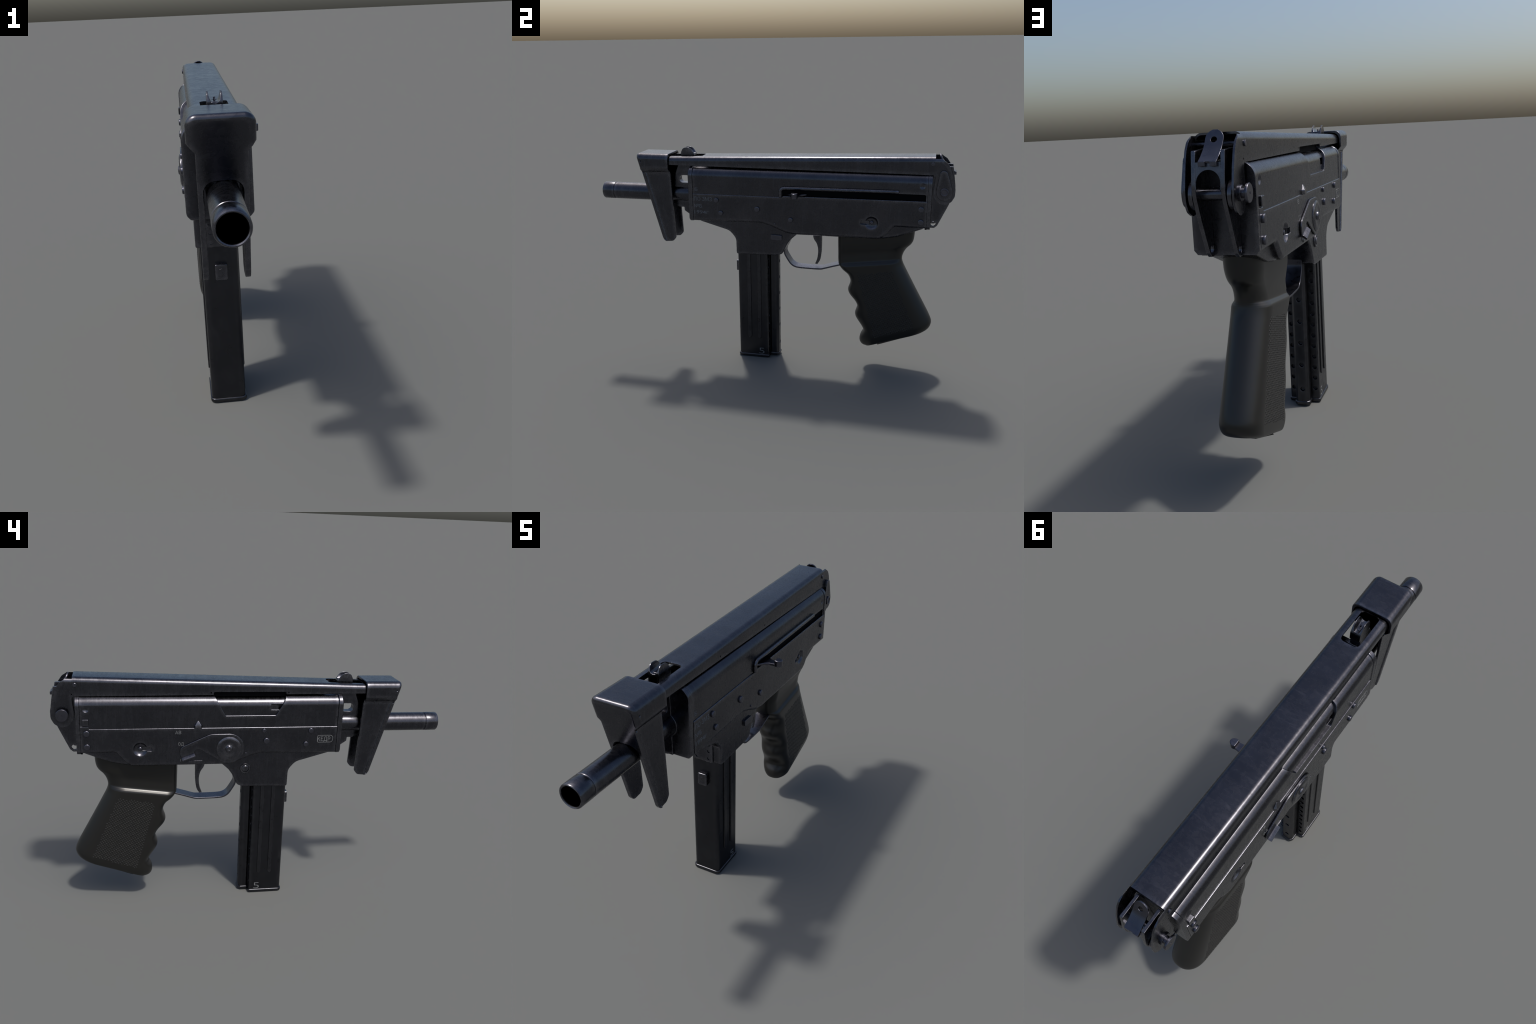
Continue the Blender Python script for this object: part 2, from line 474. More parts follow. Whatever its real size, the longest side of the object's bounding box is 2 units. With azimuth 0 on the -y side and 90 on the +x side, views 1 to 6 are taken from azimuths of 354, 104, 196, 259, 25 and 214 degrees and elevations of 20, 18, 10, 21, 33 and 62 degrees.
# selector lever
sel_arc = [(0.1725 + 0.0738 * math.cos(a), 0.828 + 0.0738 * math.sin(a)) for a in [math.radians(90 + 206 * k / 26) for k in range(27)]]
sel = prism("selector_lever", sel_arc + [(0.309, 0.824, 0.016), (0.328, 0.830, 0.012), (0.3395, 0.815, 0.006), (0.3395, 0.806), (0.402, 0.783, 0.004), (0.4135, 0.8335, 0.030), (0.262, 0.9018, 0.08)],
             -0.1125, -0.1046, M_STEEL, ROOT, bevel=0.0026, seg=3)
lathe("selector_hub", [(0.0605, 0.0), (0.0600, -0.0025), (0.053, -0.0062), (0.046, -0.0072), (0.038, -0.0066), (0.030, -0.0046), (0.0185, -0.0042), (0.0170, -0.0052), (0.0162, -0.0095), (0.013, -0.0118), (0.007, -0.0128), (0.0045, -0.0118), (0, -0.0112)], "x", (-0.1122, 0.173, 0.828), M_STEEL, sel, 48, 50)
bm = bmesh.new()
d = V((0, 0.402 - 0.3395, 0.783 - 0.806)).normalized(); up = V((0, -d.z, d.y))
A = V((0, 0.3385, 0.8068)); ln = 0.066
prof = [(-0.104, 0.0045), (-0.1115, 0.0045), (-0.118, 0.0015), (-0.128, -0.0085), (-0.1265, -0.0145), (-0.122, -0.0145), (-0.112, -0.006), (-0.104, -0.004)]
ends = [[bm.verts.new(V((x, 0, 0)) + A + d * t + up * h) for x, h in prof] for t in (0, ln)]
bm.faces.new(ends[0]); bm.faces.new(ends[1])
for i in range(len(prof)):
    j = (i + 1) % len(prof)
    bm.faces.new((ends[0][i], ends[0][j], ends[1][j], ends[1][i]))
tab = obj_from_bm("selector_tab", bm, M_STEEL, sel); bevel_obj(tab, 0.0012, 2, 30)

# magazine catch / push pin
pin = lathe("magazine_catch_pin", [(0.0265, 0.004), (0.0265, -0.0035), (0.0245, -0.006), (0.0185, -0.006), (0.0172, -0.0035), (0.0160, -0.0035), (0.0160, -0.0075), (0.0140, -0.0095), (0, -0.0098)], "x", (-0.0832, 0.0855, 0.7148), M_STEEL, ROOT, 36, 35)
prism("magazine_catch_button", [(0.0625, 0.706, 0.006), (0.1235, 0.704, 0.006), (0.1235, 0.733, 0.006), (0.0625, 0.735, 0.006)], 0.08, 0.0925, M_STEEL_SMALL, ROOT, bevel=0.002, seg=3)

# ------------------------------------------------------------------ barrel and front sight
ZB = 0.9215
barrel = lathe("barrel", [(0, -0.78), (0.037, -0.80), (0.037, -0.8505), (0.0442, -0.8505), (0.0448, -0.8495), (0.0462, -0.848), (0.0462, -0.535), (0.0405, -0.53), (0.0405, -0.38), (0, -0.38)], "y", (0, 0, ZB), M_STEEL, ROOT, 56)
lathe("muzzle_ring", [(0.0372, -0.8502), (0.0372, -0.914), (0.0385, -0.9185), (0.0415, -0.9205), (0.0445, -0.919), (0.0464, -0.9155), (0.0468, -0.858), (0.0455, -0.8545), (0.0430, -0.8535), (0.0430, -0.8502), (0.0372, -0.8502)], "y", (0, 0, ZB), M_STEEL, barrel, 56)
lathe("dark_bore_lining", [(0.0366, -0.916), (0.0366, -0.805), (0, -0.804), (0, -0.803), (0.0369, -0.803), (0.0369, -0.916), (0.0366, -0.916)], "y", (0, 0, ZB), M_DARK, barrel, 40)  # blackened sleeve gives the bore its inner darkness
lathe("barrel_collar", [(0.0425, -0.525), (0.044, -0.522), (0.044, -0.40), (0.0425, -0.395)], "y", (0, 0, ZB), M_STEEL, barrel, 48)
cirs = [(0.0515 * math.cos(a), ZB + 0.0515 * math.sin(a)) for a in [math.radians(-57 + 114 * k / 14) for k in range(15)]]
face = [(0.028, 0.795), (0.028, cirs[0][1])] + cirs + [(0.028, cirs[-1][1]), (0.028, 1.074)]
tr = prism("trunnion_face", face + [(-x, z) for x, z in reversed(face)], -0.397, -0.3865, M_STEEL, receiver, "y", bevel=0.002)
prism("barrel_lug", [(-0.51, 0.89), (-0.505, 0.866), (-0.474, 0.8465, 0.006), (-0.4445, 0.8465), (-0.4435, 0.8275, 0.003), (-0.415, 0.808), (-0.38, 0.808), (-0.38, 0.89)], -0.021, 0.021, M_STEEL, barrel, bevel=0.002)

sight = prism("front_sight", [(-0.38, 0.95), (-0.4915, 0.955), (-0.4925, 0.972, 0.01), (-0.487, 1.03, 0.03), (-0.470, 1.076), (-0.456, 1.11), (-0.38, 1.11)], -0.0222, 0.0222, M_STEEL, ROOT, bevel=0.0)
hole = prism("c", [(-0.4655, 0.9835, 0.0195), (-0.4655, 1.0245, 0.0195), (-0.408, 1.0245, 0.01), (-0.408, 0.9835, 0.01)], -0.1, 0.1, None)
uu = box("c", (-0.0150, -0.55, 1.05), (0.0150, -0.388, 1.2))
cut(sight, [hole, uu]); bevel_obj(sight, 0.0016, 2)
half_u = [(0.0222, 1.105), (0.0226, 1.140), (0.0222, 1.158), (0.0212, 1.1775), (0.0180, 1.1775), (0.0168, 1.164), (0.0140, 1.1525), (0.0095, 1.1462), (0.0040, 1.1442)]
ears = prism("sight_ear", half_u + [(-x, z) for x, z in reversed(half_u)], -0.46, -0.36, M_STEEL, sight, "y")
cut(ears, [prism("c", [(-0.4495, 1.08), (-0.4480, 1.150, 0.02), (-0.436, 1.1755, 0.024), (-0.395, 1.1755, 0.03), (-0.371, 1.140, 0.03), (-0.371, 1.08)], -0.1, 0.1, None, seg_fillet=9)], "INTERSECT")
cut(ears, [box("c", (-0.0150, -0.55, 1.05), (0.0150, -0.388, 1.1365))])
bevel_obj(ears, 0.0014, 2)
lathe("sight_post", [(0.0034, 0), (0.0030, 0.0165), (0.0024, 0.0175), (0, 0.0175)], "z", (0, -0.412, 1.140), M_STEEL, sight, 14)
box("sight_insert", (-0.0085, -0.436, 1.140), (0.0085, -0.392, 1.1465), M_STEEL, sight, 0.0015)

# ------------------------------------------------------------------ folding stock
stock = empty_part("folding_stock", ROOT)
HS, TS = 0.0755, 0.0065
def ztop(y):
    return 1.1675 + (y - 0.89) * 0.0262
ear_curve = [(0.893, ztop(0.893)), (0.922, 1.1605, 0.03), (0.949, 1.143, 0.03), (0.966, 1.119, 0.03), (0.981, 1.075, 0.06), (0.996, 1.012, 0.04), (0.995, 0.976, 0.03), (0.980, 0.948, 0.03),
             (0.950, 0.9315, 0.03), (0.918, 0.939, 0.03), (0.895, 0.967, 0.03), (0.8905, 0.998, 0.03), (0.897, 1.050, 0.03), (0.8975, 1.0795, 0.012)]
outline = [(-0.60, 1.21), (0.912, 1.21)] + ear_curve[1:] + [(0.40, 1.0815), (-0.60, 1.0895)]
HI = HS - TS
def u_section(half, z, r, n=10):
    arc = [(half - r + r * math.sin(math.pi / 2 * k / n), z - r + r * math.cos(math.pi / 2 * k / n)) for k in range(n + 1)]
    return [(-x, zz) for x, zz in reversed(arc)] + arc
uo, ui = u_section(HS, 1.1675, 0.025), u_section(HI, 1.1610, 0.0185)
bm = prism_bm([(-HS, 0.86)] + uo + [(HS, 0.86), (HI, 0.86)] + ui[::-1] + [(-HI, 0.86)], -0.60, 1.08, "y")
for v in bm.verts:
    if v.co.z > 1.0:
        v.co.z += (v.co.y - 0.89) * 0.0262
shell = obj_from_bm("stock_channel", bm, M_STEEL, stock)
cut(shell, [prism("c", outline, -0.2, 0.2, None)], "INTERSECT")
back = box("c", (-HI, 0.8925, 0.85), (HI, 1.1, 1.3))
win = prism("c", [(-0.0405, -0.502, 0.018), (0.0405, -0.502, 0.018), (0.0405, -0.322, 0.018), (-0.0405, -0.322, 0.018)], 1.1, 1.25, None, axis="z")
notch = prism("c", [(0.2475, 1.05), (0.2475, 1.0985, 0.007), (-0.1035, 1.0985, 0.007), (-0.1035, 1.05)], -0.2, -0.03, None)
holes = [cyl("x", (sd * HS, y, z), 0.0034, -0.004, 0.02, 14) for y, z, sd in ((0.898, 1.0895, -1), (0.898, 1.0895, 1), (0.259, 1.0945, -1), (0.259, 1.0965, 1), (-0.115, 1.0955, -1), (-0.115, 1.099, 1))]
cut(shell, [back, win, notch] + holes)
bevel_obj(shell, 0.0018, 2, 38, True)

# cross pin, axle, teardrop reinforcement, left locking cap
lathe("cross_pin", [(0.008, -0.0800), (0.0092, -0.0790), (0.0095, -0.074), (0.0085, -0.0735), (0.0085, 0.0735), (0.0095, 0.074), (0.0092, 0.0790), (0.008, 0.08), (0, 0.08)], "x", (0, 0.8815, 1.1335), M_STEEL_SMALL, stock, 20)
tear = prism("teardrop_plate", [(0.920, 1.104, 0.018), (0.950, 1.104, 0.018), (0.983, 1.004, 0.05), (0.977, 0.966, 0.03), (0.943, 0.9525, 0.04), (0.912, 0.966, 0.03), (0.9035, 1.004, 0.05)], 0.0750, 0.0885, M_STEEL, stock, bevel=0.0025, seg=2)
lathe("axle_ring", [(0.0205, 0), (0.0205, 0.0045), (0.0190, 0.006), (0.0145, 0.006), (0.0130, 0.0045), (0.0130, 0.0032), (0, 0.0032)], "x", (0.0885, 0.943, 0.9985), M_STEEL_SMALL, tear, 28)
lathe("locking_cap", [(0, 0.01), (0.0235, 0.01), (0.0235, -0.0065), (0.0215, -0.0085), (0.0150, -0.0085), (0.0145, -0.0195), (0.0265, -0.0205), (0.0287, -0.0225), (0.0287, -0.0278), (0.0270, -0.0298), (0.0040, -0.0300), (0.0035, -0.027), (0, -0.027)], "x", (-0.0745, 0.943, 0.9965), M_STEEL_SMALL, stock, 40, 35)
lathe("hinge_axle", [(0.0165, -0.073), (0.0165, 0.073)], "x", (0, 0.943, 0.9935), M_STEEL, stock, 28)
for sd in (-1, 1):
    lathe("hinge_washer", [(0.043, 0.0505 * sd), (0.045, 0.0525 * sd), (0.045, 0.0640 * sd), (0.043, 0.066 * sd)], "x", (0, 0.945, 0.993), M_STEEL, stock, 40)

# shoulder-rest cap over the front end and the two drop arms
def yfront(z):
    return -0.5615 - (z - 0.675) * 0.2729
def ring_hull(levels, yrear):
    bm = bmesh.new(); R = []
    for z, h in levels:
        R.append([bm.verts.new(p) for p in ((h, yfront(z), z), (-h, yfront(z), z), (-h, yrear, z), (h, yrear, z))])
    for A, B in zip(R, R[1:]):
        for i in range(4):
            j = (i + 1) % 4
            bm.faces.new((A[i], A[j], B[j], B[i]))
    bm.faces.new(R[0]); bm.faces.new(R[-1])
    bmesh.ops.recalc_face_normals(bm, faces=bm.faces)
    return bm
bm = ring_hull([(1.1465, 0.0905), (1.0715, 0.0905), (1.0475, 0.0690)], -0.503)
def edge_at(bm, test):
    return [e for e in bm.edges if test(e.verts[0].co, e.verts[1].co)]
E = edge_at(bm, lambda a, b: min(a.z, b.z) > 1.14 and abs(a.x - b.x) < 1e-6)
bmesh.ops.bevel(bm, geom=E, offset=0.031, segments=10, profile=0.5, affect="EDGES", clamp_overlap=False)
onf = lambda p: abs(p.y - yfront(p.z)) < 1e-4
E = edge_at(bm, lambda a, b: onf(a) and onf(b) and max(a.z, b.z) > 1.06)
E = [e for e in E if not all(onf(v.co) for f in e.link_faces for v in f.verts) and min(v.co.z for v in e.verts) > 1.062]
bmesh.ops.bevel(bm, geom=E, offset=0.019, segments=7, profile=0.5, affect="EDGES", clamp_overlap=False)
butt = obj_from_bm("butt_cap", bm, M_STEEL, stock)
inn = prism_bm([(-0.0560, 1.040), (0.0560, 1.040), (0.0795, 1.066), (0.0795, 1.134), (-0.0795, 1.134), (-0.0795, 1.066)], -0.640, -0.45, "y")
E = [e for e in inn.edges if abs(e.verts[0].co.y - e.verts[1].co.y) > 0.1 and e.verts[0].co.z > 1.1]
bmesh.ops.bevel(inn, geom=E, offset=0.026, segments=7, profile=0.5, affect="EDGES")
inn2 = obj_from_bm("c", inn, None, None)
arm = [(yfront(1.0530), 1.0530), (-0.5615, 0.675, 0.03), (-0.548, 0.655, 0.02), (-0.503, 0.659, 0.022), (-0.4855, 0.680, 0.02), (-0.5005, 1.0530)]
butt.name = "shoulder_rest"
cut(butt, [prism("c", arm, -0.0685, 0.0685, None)], "UNION")
cut(butt, [inn2] + [cyl("x", (sd * 0.0905, -0.6580, 1.1065), 0.0032, -0.002, 0.01, 14) for sd in (-1, 1)])
hollow = prism("c", [(-0.6455, 1.0520), (-0.5335, 0.64), (-0.44, 0.64), (-0.44, 1.0520)], -0.0525, 0.0525, None)
arch = prism("c", [(-0.0525, 0.6), (0.0525, 0.6), (0.0525, 0.9665, 0.032), (-0.0525, 0.9665, 0.032)], -0.8, -0.4, None, axis="y")
panels = [prism("c", [(-0.6385, 1.0405), (-0.5325, 0.640), (-0.40, 0.640), (-0.40, 1.0405)], sd * 0.0642, sd * 0.09, None) for sd in (-1, 1)]
dents = [cyl("x", (sd * 0.0685, y, z), 0.0032, -0.0025, 0.01, 14) for sd in (-1, 1) for y, z in ((-0.6530, 1.0405), (-0.5475, 0.6695))]
cut(butt, [hollow, arch] + panels + dents)
bevel_obj(butt, 0.0022, 2, 38); weighted(butt)
# ------------------------------------------------------------------ hinge bracket and stock latch at the rear
bracket = empty_part("rear_bracket", ROOT)
side = [(0.8835, 0.805), (0.905, 0.805, 0.01), (0.919, 0.818, 0.014), (0.9665, 0.922, 0.10), (0.9985, 1.002, 0.12), (0.9905, 1.055, 0.06), (0.980, 1.1195, 0.003), (0.893, 1.124), (0.8835, 1.06)]
for sd in (-1, 1):
    o = prism("bracket_arm", side, sd * 0.0375, sd * 0.0500, M_STEEL, bracket)
    cut(o, [cyl("x", (0, 0.8985, 0.8275), 0.0125, -0.2, 0.2, 24)])
    bevel_obj(o, 0.0018, 2)
arch_pts = [(0.0362 * math.cos(a), 1.0305 + 0.0362 * math.sin(a)) for a in [math.pi * k / 20 for k in range(21)]]
bm = prism_bm([(0.0385, 1.012), (0.0385, 1.0875), (-0.0385, 1.0875), (-0.0385, 1.012), (-0.0362, 1.012)] + arch_pts[::-1] + [(0.0362, 1.012)], 0.0, 0.009, "y")
for v in bm.verts:                                   # lean with the rear edge of the arms
    v.co.y += 0.9755 + (1.0875 - v.co.z) * 0.135
web = obj_from_bm("bracket_bridge", bm, M_STEEL, bracket)
# latch tongue: bent strip with a round, drilled top
path = spline([(0.9130, 1.1745), (0.9180, 1.1640), (0.9265, 1.1465), (0.944, 1.1240), (0.968, 1.1040), (0.983, 1.0940), (0.9935, 1.0880)], 5)
bm = bmesh.new(); rows = []
length = 0; prev = path[0]
for i, p in enumerate(path):
    length += (p - prev).length; prev = p
    t = (path[min(i + 1, len(path) - 1)] - path[max(i - 1, 0)]).normalized(); nrm = V((-t.y, t.x))
    w = 0.0278
    if length < w:
        w = max(0.008, math.sqrt(max(w * w - (w - length) ** 2, 0)))
    row = []
    for th in (-0.003, 0.003):
        q = p + nrm * th
        row.append([bm.verts.new((-0.002 + w * k / 4, q.x, q.y)) for k in range(-4, 5)])
    rows.append(row)
for A, B in zip(rows, rows[1:]):
    for L_ in (0, 1):
        for k in range(8):
            bm.faces.new((A[L_][k], A[L_][k + 1], B[L_][k + 1], B[L_][k]))
    for k in (0, 8):
        bm.faces.new((A[0][k], A[1][k], B[1][k], B[0][k]))
for R in (rows[0], rows[-1]):
    for k in range(8):
        bm.faces.new((R[0][k], R[0][k + 1], R[1][k + 1], R[1][k]))
tongue = obj_from_bm("stock_latch", bm, M_STEEL_SMALL, bracket)
hc = cyl("y", (0, 0, 0), 0.0092, -0.05, 0.05, 24)
for v in hc.data.vertices:
    v.co = Matrix.Rotation(math.radians(30), 3, "X") @ v.co + V((-0.001, 0.927, 1.1467))
cut(tongue, [hc]); bevel_obj(tongue, 0.0012, 2, 45)
for a, b in ((0.0045, 0.0258), (-0.0298, -0.0085)):
    box("latch_foot", (a, 0.985, 1.0765), (b, 0.9965, 1.0905), M_STEEL_SMALL, tongue, 0.002)

# ------------------------------------------------------------------ magazine
mag = empty_part("magazine", ROOT)
def mag_sec(g=0.0):
    return [(0.0635 + g, -0.1325 - g, 0.02), (0.0635 + g, 0.0325 + g, 0.0), (0.0575 + g, 0.0375 + g), (-0.0575 - g, 0.0375 + g), (-0.0635 - g, 0.0325 + g), (-0.0635 - g, -0.1325 - g, 0.02)]
def spine_sec(g=0.0):
    return [(0.0245 + g, 0.02), (0.0245 + g, 0.042 - g), (0.0300 + g, 0.047 - g), (0.0300 + g, 0.0765 + g), (0.0185 + g, 0.0895 + g), (-0.0185 - g, 0.0895 + g), (-0.0300 - g, 0.0765 + g), (-0.0300 - g, 0.047 - g), (-0.0245 - g, 0.042 - g), (-0.0245 - g, 0.02)]
body = prism("magazine_body", mag_sec(), 0.0075, 0.66, M_MAG, mag, "z")
hs = [cyl("y", (sx, 0.0375, z), 0.0094, -0.014, 0.01, 20) for sx in (-0.0465, 0.0465) for z in [0.583 - 0.0474 * k for k in range(12)]]
cut(body, [join("c", hs, None, None)]); bevel_obj(body, 0.0012, 2, 40)
spine = prism("magazine_spine", spine_sec(), 0.0075, 0.66, M_MAG, mag, "z")
hs = [cyl("y", (-0.003, 0.0895, z), 0.0094, -0.014, 0.01, 20) for z in (0.560, 0.466, 0.372, 0.279, 0.182, 0.074)]
cut(spine, [join("c", hs, None, None)]); bevel_obj(spine, 0.0025, 2, 30)
for yc in (-0.068, -0.0112):
    for sd in (-1, 1):
        w = 0.0102
        prism("magazine_rib", [(yc - w, 0.64), (yc - w, 0.123, 0.004), (yc, 0.1115, 0.004), (yc + w, 0.123, 0.004), (yc + w, 0.64)], sd * 0.060, sd * 0.0685, M_MAG, mag, bevel=0.0028, seg=3)
base = prism("floor_plate", mag_sec(0.0045), 0.0, 0.0165, M_MAG, mag, "z", bevel=0.005, seg=4)
prism("floor_plate_tail", spine_sec(0.004), 0.003, 0.020, M_MAG, mag, "z", bevel=0.0045, seg=3)
prism("feed_button", [(-0.0215, 0.497, 0.006), (0.0215, 0.497, 0.006), (0.0215, 0.556, 0.006), (-0.0215, 0.556, 0.006)], -0.1505, -0.128, M_STEEL, mag, "y", bevel=0.003, seg=3)
prism("feed_button_emblem", [(-0.010, 0.522), (0, 0.512), (0.010, 0.526), (0.003, 0.541), (-0.008, 0.538)], -0.1509, -0.149, M_STEEL, mag, "y", bevel=0.0006)
lettering("magazine_number", "5", -0.0185, 0.0125, 0.0385, 0.0639, 1, 0.0385, mag, M_MARK, -0.016)
lettering("magazine_number", "5", 0.0135, -0.0175, 0.0385, -0.0639, -1, 0.0385, mag, M_MARK, -0.016)

# ------------------------------------------------------------------ markings on the receiver
marks = empty_part("marking", ROOT)
lettering("marking_text", "ПО ЗМЗ", -0.355, -0.2555, 0.9165, H_LOW + 0.0001, 1, 0.021, marks, M_MARK_LIGHTENED)
lettering("marking_text", "№Б", -0.355, -0.312, 0.8785, H_LOW + 0.0001, 1, 0.019, marks, M_MARK_LIGHTENED)
lettering("marking_text", "1994г", -0.355, -0.275, 0.8445, H_LOW + 0.0001, 1, 0.020, marks, M_MARK_LIGHTENED)
lettering("marking_text", "Б", -0.350, -0.334, 0.967, H_COVER + 0.0001, 1, 0.0175, marks, M_MARK_LIGHTENED)
lettering("marking_text", "АВ", 0.4305, 0.402, 0.9105, -H_LOW - 0.0001, -1, 0.0165, marks)
lettering("marking_text", "ОД", 0.4165, 0.389, 0.8530, -H_LOW - 0.0001, -1, 0.0155, marks)
lettering("marking_text", "ПР", 0.4055, 0.3795, 0.7705, -H_LOW - 0.0001, -1, 0.0145, marks, M_MARK_LIGHTENED)
lettering("marking_text", "КЕДР", -0.267, -0.331, 0.868, -H_LOW - 0.0001, -1, 0.0225, marks)
o1 = fillet([(-0.2645, 0.8495, 0.008), (-0.2645, 0.887, 0.008), (-0.3445, 0.887, 0.015), (-0.3445, 0.8495, 0.015)], 5)
o2 = fillet([(-0.2665, 0.8515, 0.006), (-0.2665, 0.885, 0.006), (-0.3425, 0.885, 0.013), (-0.3425, 0.8515, 0.013)], 5)
bm = bmesh.new()
L1 = [bm.verts.new((-H_LOW - 0.0008, *p)) for p in o1]; L2 = [bm.verts.new((-H_LOW - 0.0008, *p)) for p in o2]
for i in range(len(L1)):
    j = (i + 1) % len(L1)
    bm.faces.new((L1[i], L1[j], L2[j], L2[i]))
g = bmesh.ops.extrude_face_region(bm, geom=bm.faces[:])
for v in g["geom"]:
    if isinstance(v, bmesh.types.BMVert):
        v.co.x += 0.001
obj_from_bm("marking_frame", bm, M_MARK, marks)

# ------------------------------------------------------------------ trigger and guard
gp = [V(p) for p in ((0.130, 0.672), (0.1265, 0.640), (0.126, 0.615), (0.148, 0.576), (0.163, 0.557), (0.182, 0.5455), (0.206, 0.5410), (0.250, 0.5395), (0.318, 0.5395), (0.345, 0.5455), (0.385, 0.558), (0.440, 0.574))]
gs = spline([tuple(p) for p in gp], 4)
outer, inner_ = [], []
for i, p in enumerate(gs):
    t = (gs[min(i + 1, len(gs) - 1)] - gs[max(i - 1, 0)]).normalized(); nrm = V((-t.y, t.x))
    outer.append(tuple(p - nrm * 0.0042)); inner_.append(tuple(p + nrm * 0.0042))
prism("trigger_guard", outer + inner_[::-1], -0.0335, 0.0335, M_STEEL_SMALL, ROOT, bevel=0.0018)
trig = spline([(0.272, 0.76), (0.280, 0.705), (0.298, 0.674), (0.3055, 0.638), (0.3015, 0.594), (0.2895, 0.5605)], 5)
trig_b = spline([(0.302, 0.5590), (0.316, 0.583), (0.3225, 0.620), (0.3245, 0.66), (0.3245, 0.76)], 5)
prism("trigger", [tuple(p) for p in trig + trig_b], -0.0115, 0.0115, M_STEEL, ROOT, bevel=0.003, seg=3)

# ------------------------------------------------------------------ grip
front = spline([(0.412, 0.770), (0.413, 0.70), (0.4145, 0.64), (0.416, 0.592), (0.422, 0.570), (0.441, 0.5465), (0.466, 0.526), (0.480, 0.503), (0.4845, 0.480), (0.480, 0.459), (0.4725, 0.438), (0.4745, 0.418), (0.488, 0.397),
                (0.508, 0.377), (0.5225, 0.354), (0.525, 0.338), (0.519, 0.319), (0.5135, 0.300), (0.5165, 0.279), (0.531, 0.256), (0.5515, 0.228), (0.5620, 0.206), (0.5570, 0.190), (0.5460, 0.170), (0.5415, 0.148), (0.5455, 0.129), (0.5565, 0.1165), (0.574, 0.1125)], 4)
rear = spline([(0.811, 0.800), (0.810, 0.755), (0.8055, 0.722), (0.795, 0.7015), (0.776, 0.682), (0.7595, 0.656), (0.7515, 0.625), (0.757, 0.597), (0.775, 0.560), (0.810, 0.494), (0.850, 0.420), (0.880, 0.365), (0.905, 0.318),
               (0.9185, 0.287), (0.9205, 0.268), (0.9130, 0.247), (0.8960, 0.231), (0.875, 0.222)], 4)
def arc_table(pl):
    acc = [0.0]
    for a, b in zip(pl, pl[1:]):
        acc.append(acc[-1] + (b - a).length)
    return acc
FA, RA = arc_table(front), arc_table(rear)
def at(pl, acc, d):
    for i in range(len(pl) - 1):
        if d <= acc[i + 1]:
            t = (d - acc[i]) / max(acc[i + 1] - acc[i], 1e-9)
            return pl[i].lerp(pl[i + 1], t)
    return pl[-1].copy()
def d_at_z(pl, acc, z):
    for i in range(len(pl) - 1):
        if pl[i + 1].y <= z:
            t = (pl[i].y - z) / max(pl[i].y - pl[i + 1].y, 1e-9)
            return acc[i] + t * (acc[i + 1] - acc[i])
    return acc[-1]
# matched stations down the front and the rear edge (front z, rear z)
keys = [(0.770, 0.800, 0.0665), (0.705, 0.748, 0.0660), (0.662, 0.706, 0.0600), (0.632, 0.676, 0.0548), (0.606, 0.650, 0.0554), (0.586, 0.630, 0.0572), (0.578, 0.621, 0.0632), (0.570, 0.612, 0.0690), (0.559, 0.600, 0.0707),
        (0.530, 0.565, 0.0706), (0.45, 0.50, 0.0708), (0.325, 0.395, 0.0715), (0.21, 0.312, 0.0725), (0.150, 0.272, 0.0728), (0.1165, 0.231, 0.0640)]
kd = [(d_at_z(front, FA, a), d_at_z(rear, RA, b)) for a, b, w in keys] + [(FA[-1], RA[-1])]
widths = [k[2] for k in keys] + [0.0500]
NP = len(kd); SUB = 12
bm = bmesh.new(); rings = []
def cr(vals, i, t):
    a = vals[max(i - 1, 0)]; b = vals[i]; c = vals[i + 1]; d_ = vals[min(i + 2, len(vals) - 1)]
    return 0.5 * (2 * b + (c - a) * t + (2 * a - 5 * b + 4 * c - d_) * t * t + (3 * b - a - 3 * c + d_) * t ** 3)
NS = 64
def section(F, R, w, side=None):
    """Flat sides, half-round back strap, rounded front."""
    D = (R - F).length; u = (R - F) / D
    rb = min(0.094, D * 0.34); rf = min(0.052, D * 0.24)
    pts = []
    for i in range(NS):
        a = 2 * math.pi * i / NS
        ca, sa = math.cos(a), math.sin(a)
        if ca >= 0:      # rear half
            e = 2.25
            k = (abs(ca) ** e + abs(sa) ** e) ** (-1 / e)
            along = D - rb + rb * ca * k
            x = w * sa * k
        else:
            e = 2.6
            k = (abs(ca) ** e + abs(sa) ** e) ** (-1 / e)
            along = rf + rf * ca * k
            x = w * sa * k
        pts.append((x, along))
    out = []
    for x, t in pts:
        k = 0.0
        if side is not None:                             # finger swells fade out towards the flat sides
            k = min(1, abs(x) / w) ** 2.4 * max(0, 1 - t / (D * 0.45)) * side
        out.append(V((x, F.x + u.x * (t + k), F.y + u.y * (t + k))))
    return out
for i in range(NP - 1):
    for j in range(SUB):
        t = j / SUB
        df = cr([k[0] for k in kd], i, t); dr = cr([k[1] for k in kd], i, t)
        df = min(max(df, kd[i][0]), kd[i + 1][0]); dr = min(max(dr, kd[i][1]), kd[i + 1][1])
        w = cr(widths, i, t)
        Fp = at(front, FA, df)
        sink = 0.0
        if Fp.y < 0.50:                           # distance from the swell to the line through the groove floors
            sink = max(0.0, 0.4855 + (0.482 - Fp.y) * 0.289 - Fp.x) * 0.85
        rings.append(section(Fp, at(rear, RA, dr), w, sink))
rings.append(section(front[-1], rear[-1], widths[-1]))
VR = [[bm.verts.new(p) for p in r] for r in rings]
for A, B in zip(VR, VR[1:]):
    for i in range(NS):
        bm.faces.new((A[i], A[(i + 1) % NS], B[(i + 1) % NS], B[i]))
bm.faces.new(VR[0]); bm.faces.new(VR[-1])
bmesh.ops.recalc_face_normals(bm, faces=bm.faces)
grip = obj_from_bm("pistol_grip", bm, M_GRIP, ROOT, 70)
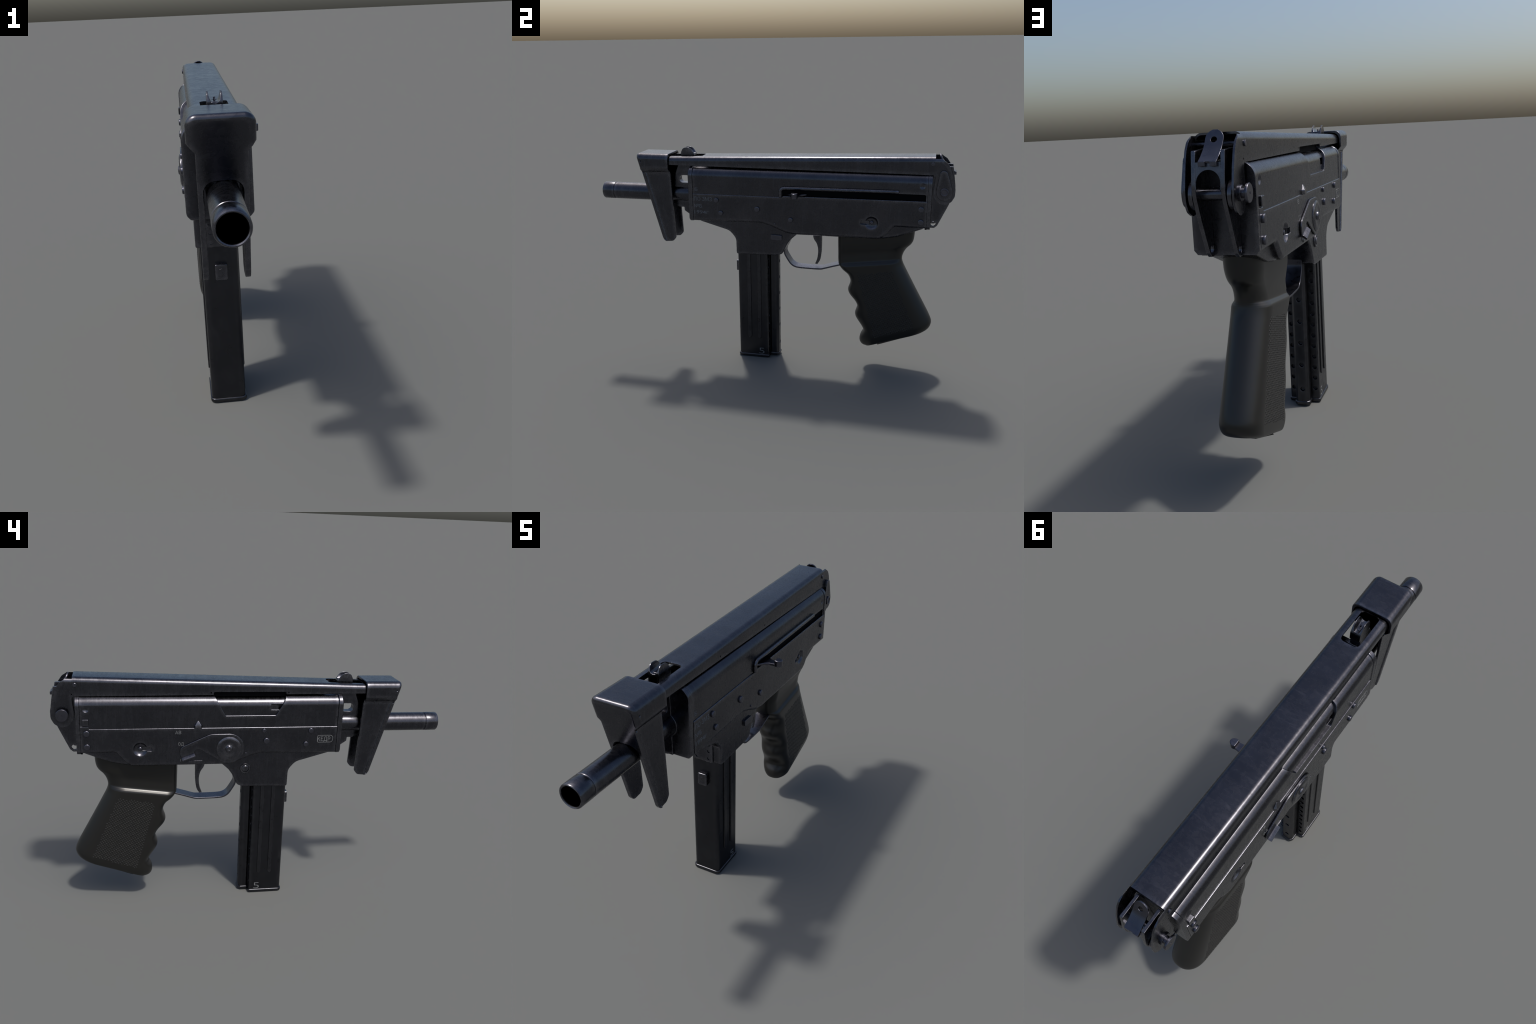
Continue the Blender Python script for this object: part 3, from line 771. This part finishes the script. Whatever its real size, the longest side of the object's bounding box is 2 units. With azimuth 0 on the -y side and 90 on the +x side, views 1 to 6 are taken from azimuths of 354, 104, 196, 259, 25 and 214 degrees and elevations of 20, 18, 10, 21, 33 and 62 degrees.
plug = prism("grip_floor_plug", [(0.640, 0.130), (0.644, 0.1270), (0.828, 0.1985), (0.828, 0.210)], -0.040, 0.040, M_GRIP, grip, bevel=0.003)

# checkering: small pyramids on a skewed diamond lattice, both side panels
from mathutils.bvhtree import BVHTree
dg = bpy.context.evaluated_depsgraph_get()
bmg = bmesh.new(); bmg.from_mesh(grip.data); tree = BVHTree.FromBMesh(bmg); bmg.free()
panel = [V((0.705, 0.566)), (V((0.529, 0.534))), V((0.534, 0.500)), V((0.626, 0.178)), V((0.836, 0.255))]
def inside(p):
    c = False
    for i in range(len(panel)):
        a, b = panel[i], panel[i - 1]
        if (a.y > p.y) != (b.y > p.y) and p.x < (b.x - a.x) * (p.y - a.y) / (b.y - a.y) + a.x:
            c = not c
    return c
for sd in (-1, 1):
    bm = bmesh.new()
    va, vb = V((0.0054 * sd, -0.0090)), V((0.0092, 0.0047 * sd))
    for i in range(-60, 90):
        for j in range(-60, 90):
            c = V((0.62, 0.40)) + va * i + vb * j
            if not inside(c):
                continue
            base_pts = [c + va * 0.47 + vb * 0.47, c + va * 0.47 - vb * 0.47, c - va * 0.47 - vb * 0.47, c - va * 0.47 + vb * 0.47]
            ok = True; vs = []
            for q in base_pts + [c]:
                hit = tree.ray_cast(V((sd * 0.3, q.x, q.y)), V((-sd, 0, 0)))
                if hit[0] is None:
                    ok = False; break
                vs.append(hit[0])
            if not ok:
                continue
            h = 0.0015 * random.uniform(0.85, 1.1)
            bs = [bm.verts.new(v - V((sd * 0.0006, 0, 0))) for v in vs[:4]]
            top = vs[4] + V((sd * h, 0, 0))
            ts = [bm.verts.new(top + (v - vs[4]) * 0.10) for v in vs[:4]]
            for k in range(4):
                bm.faces.new((bs[k], bs[(k + 1) % 4], ts[(k + 1) % 4], ts[k]))
            bm.faces.new(ts)
    o = obj_from_bm("grip_checkering", bm, M_CHECK, grip, 20)
    o["kind"] = "stuff"

# parts without a mesh of their own keep their pieces grouped by name
for ob in bpy.data.objects:
    if ob.type == "MESH" and not ob.data.materials:
        ob.data.materials.append(M_STEEL)

ROOT.location = (XM, 0, 0)

# the largest mesh of each group is the part itself; its smaller pieces are its children
for group, main in ((receiver, cover), (stock, shell), (mag, body), (handle, stem), (bracket, web)):
    label = group.name
    for ch in list(group.children):
        ch.parent = ROOT if ch is main else main
    bpy.data.objects.remove(group)
    main.name = label; main.data.name = label
for ch in list(marks.children):
    ch.parent = cover
bpy.data.objects.remove(marks)
for ob in list(bpy.data.objects):                        # never deeper than thing > part > piece
    p = ob.parent
    if p and p.parent and p.parent.parent:
        ob.parent = p.parent
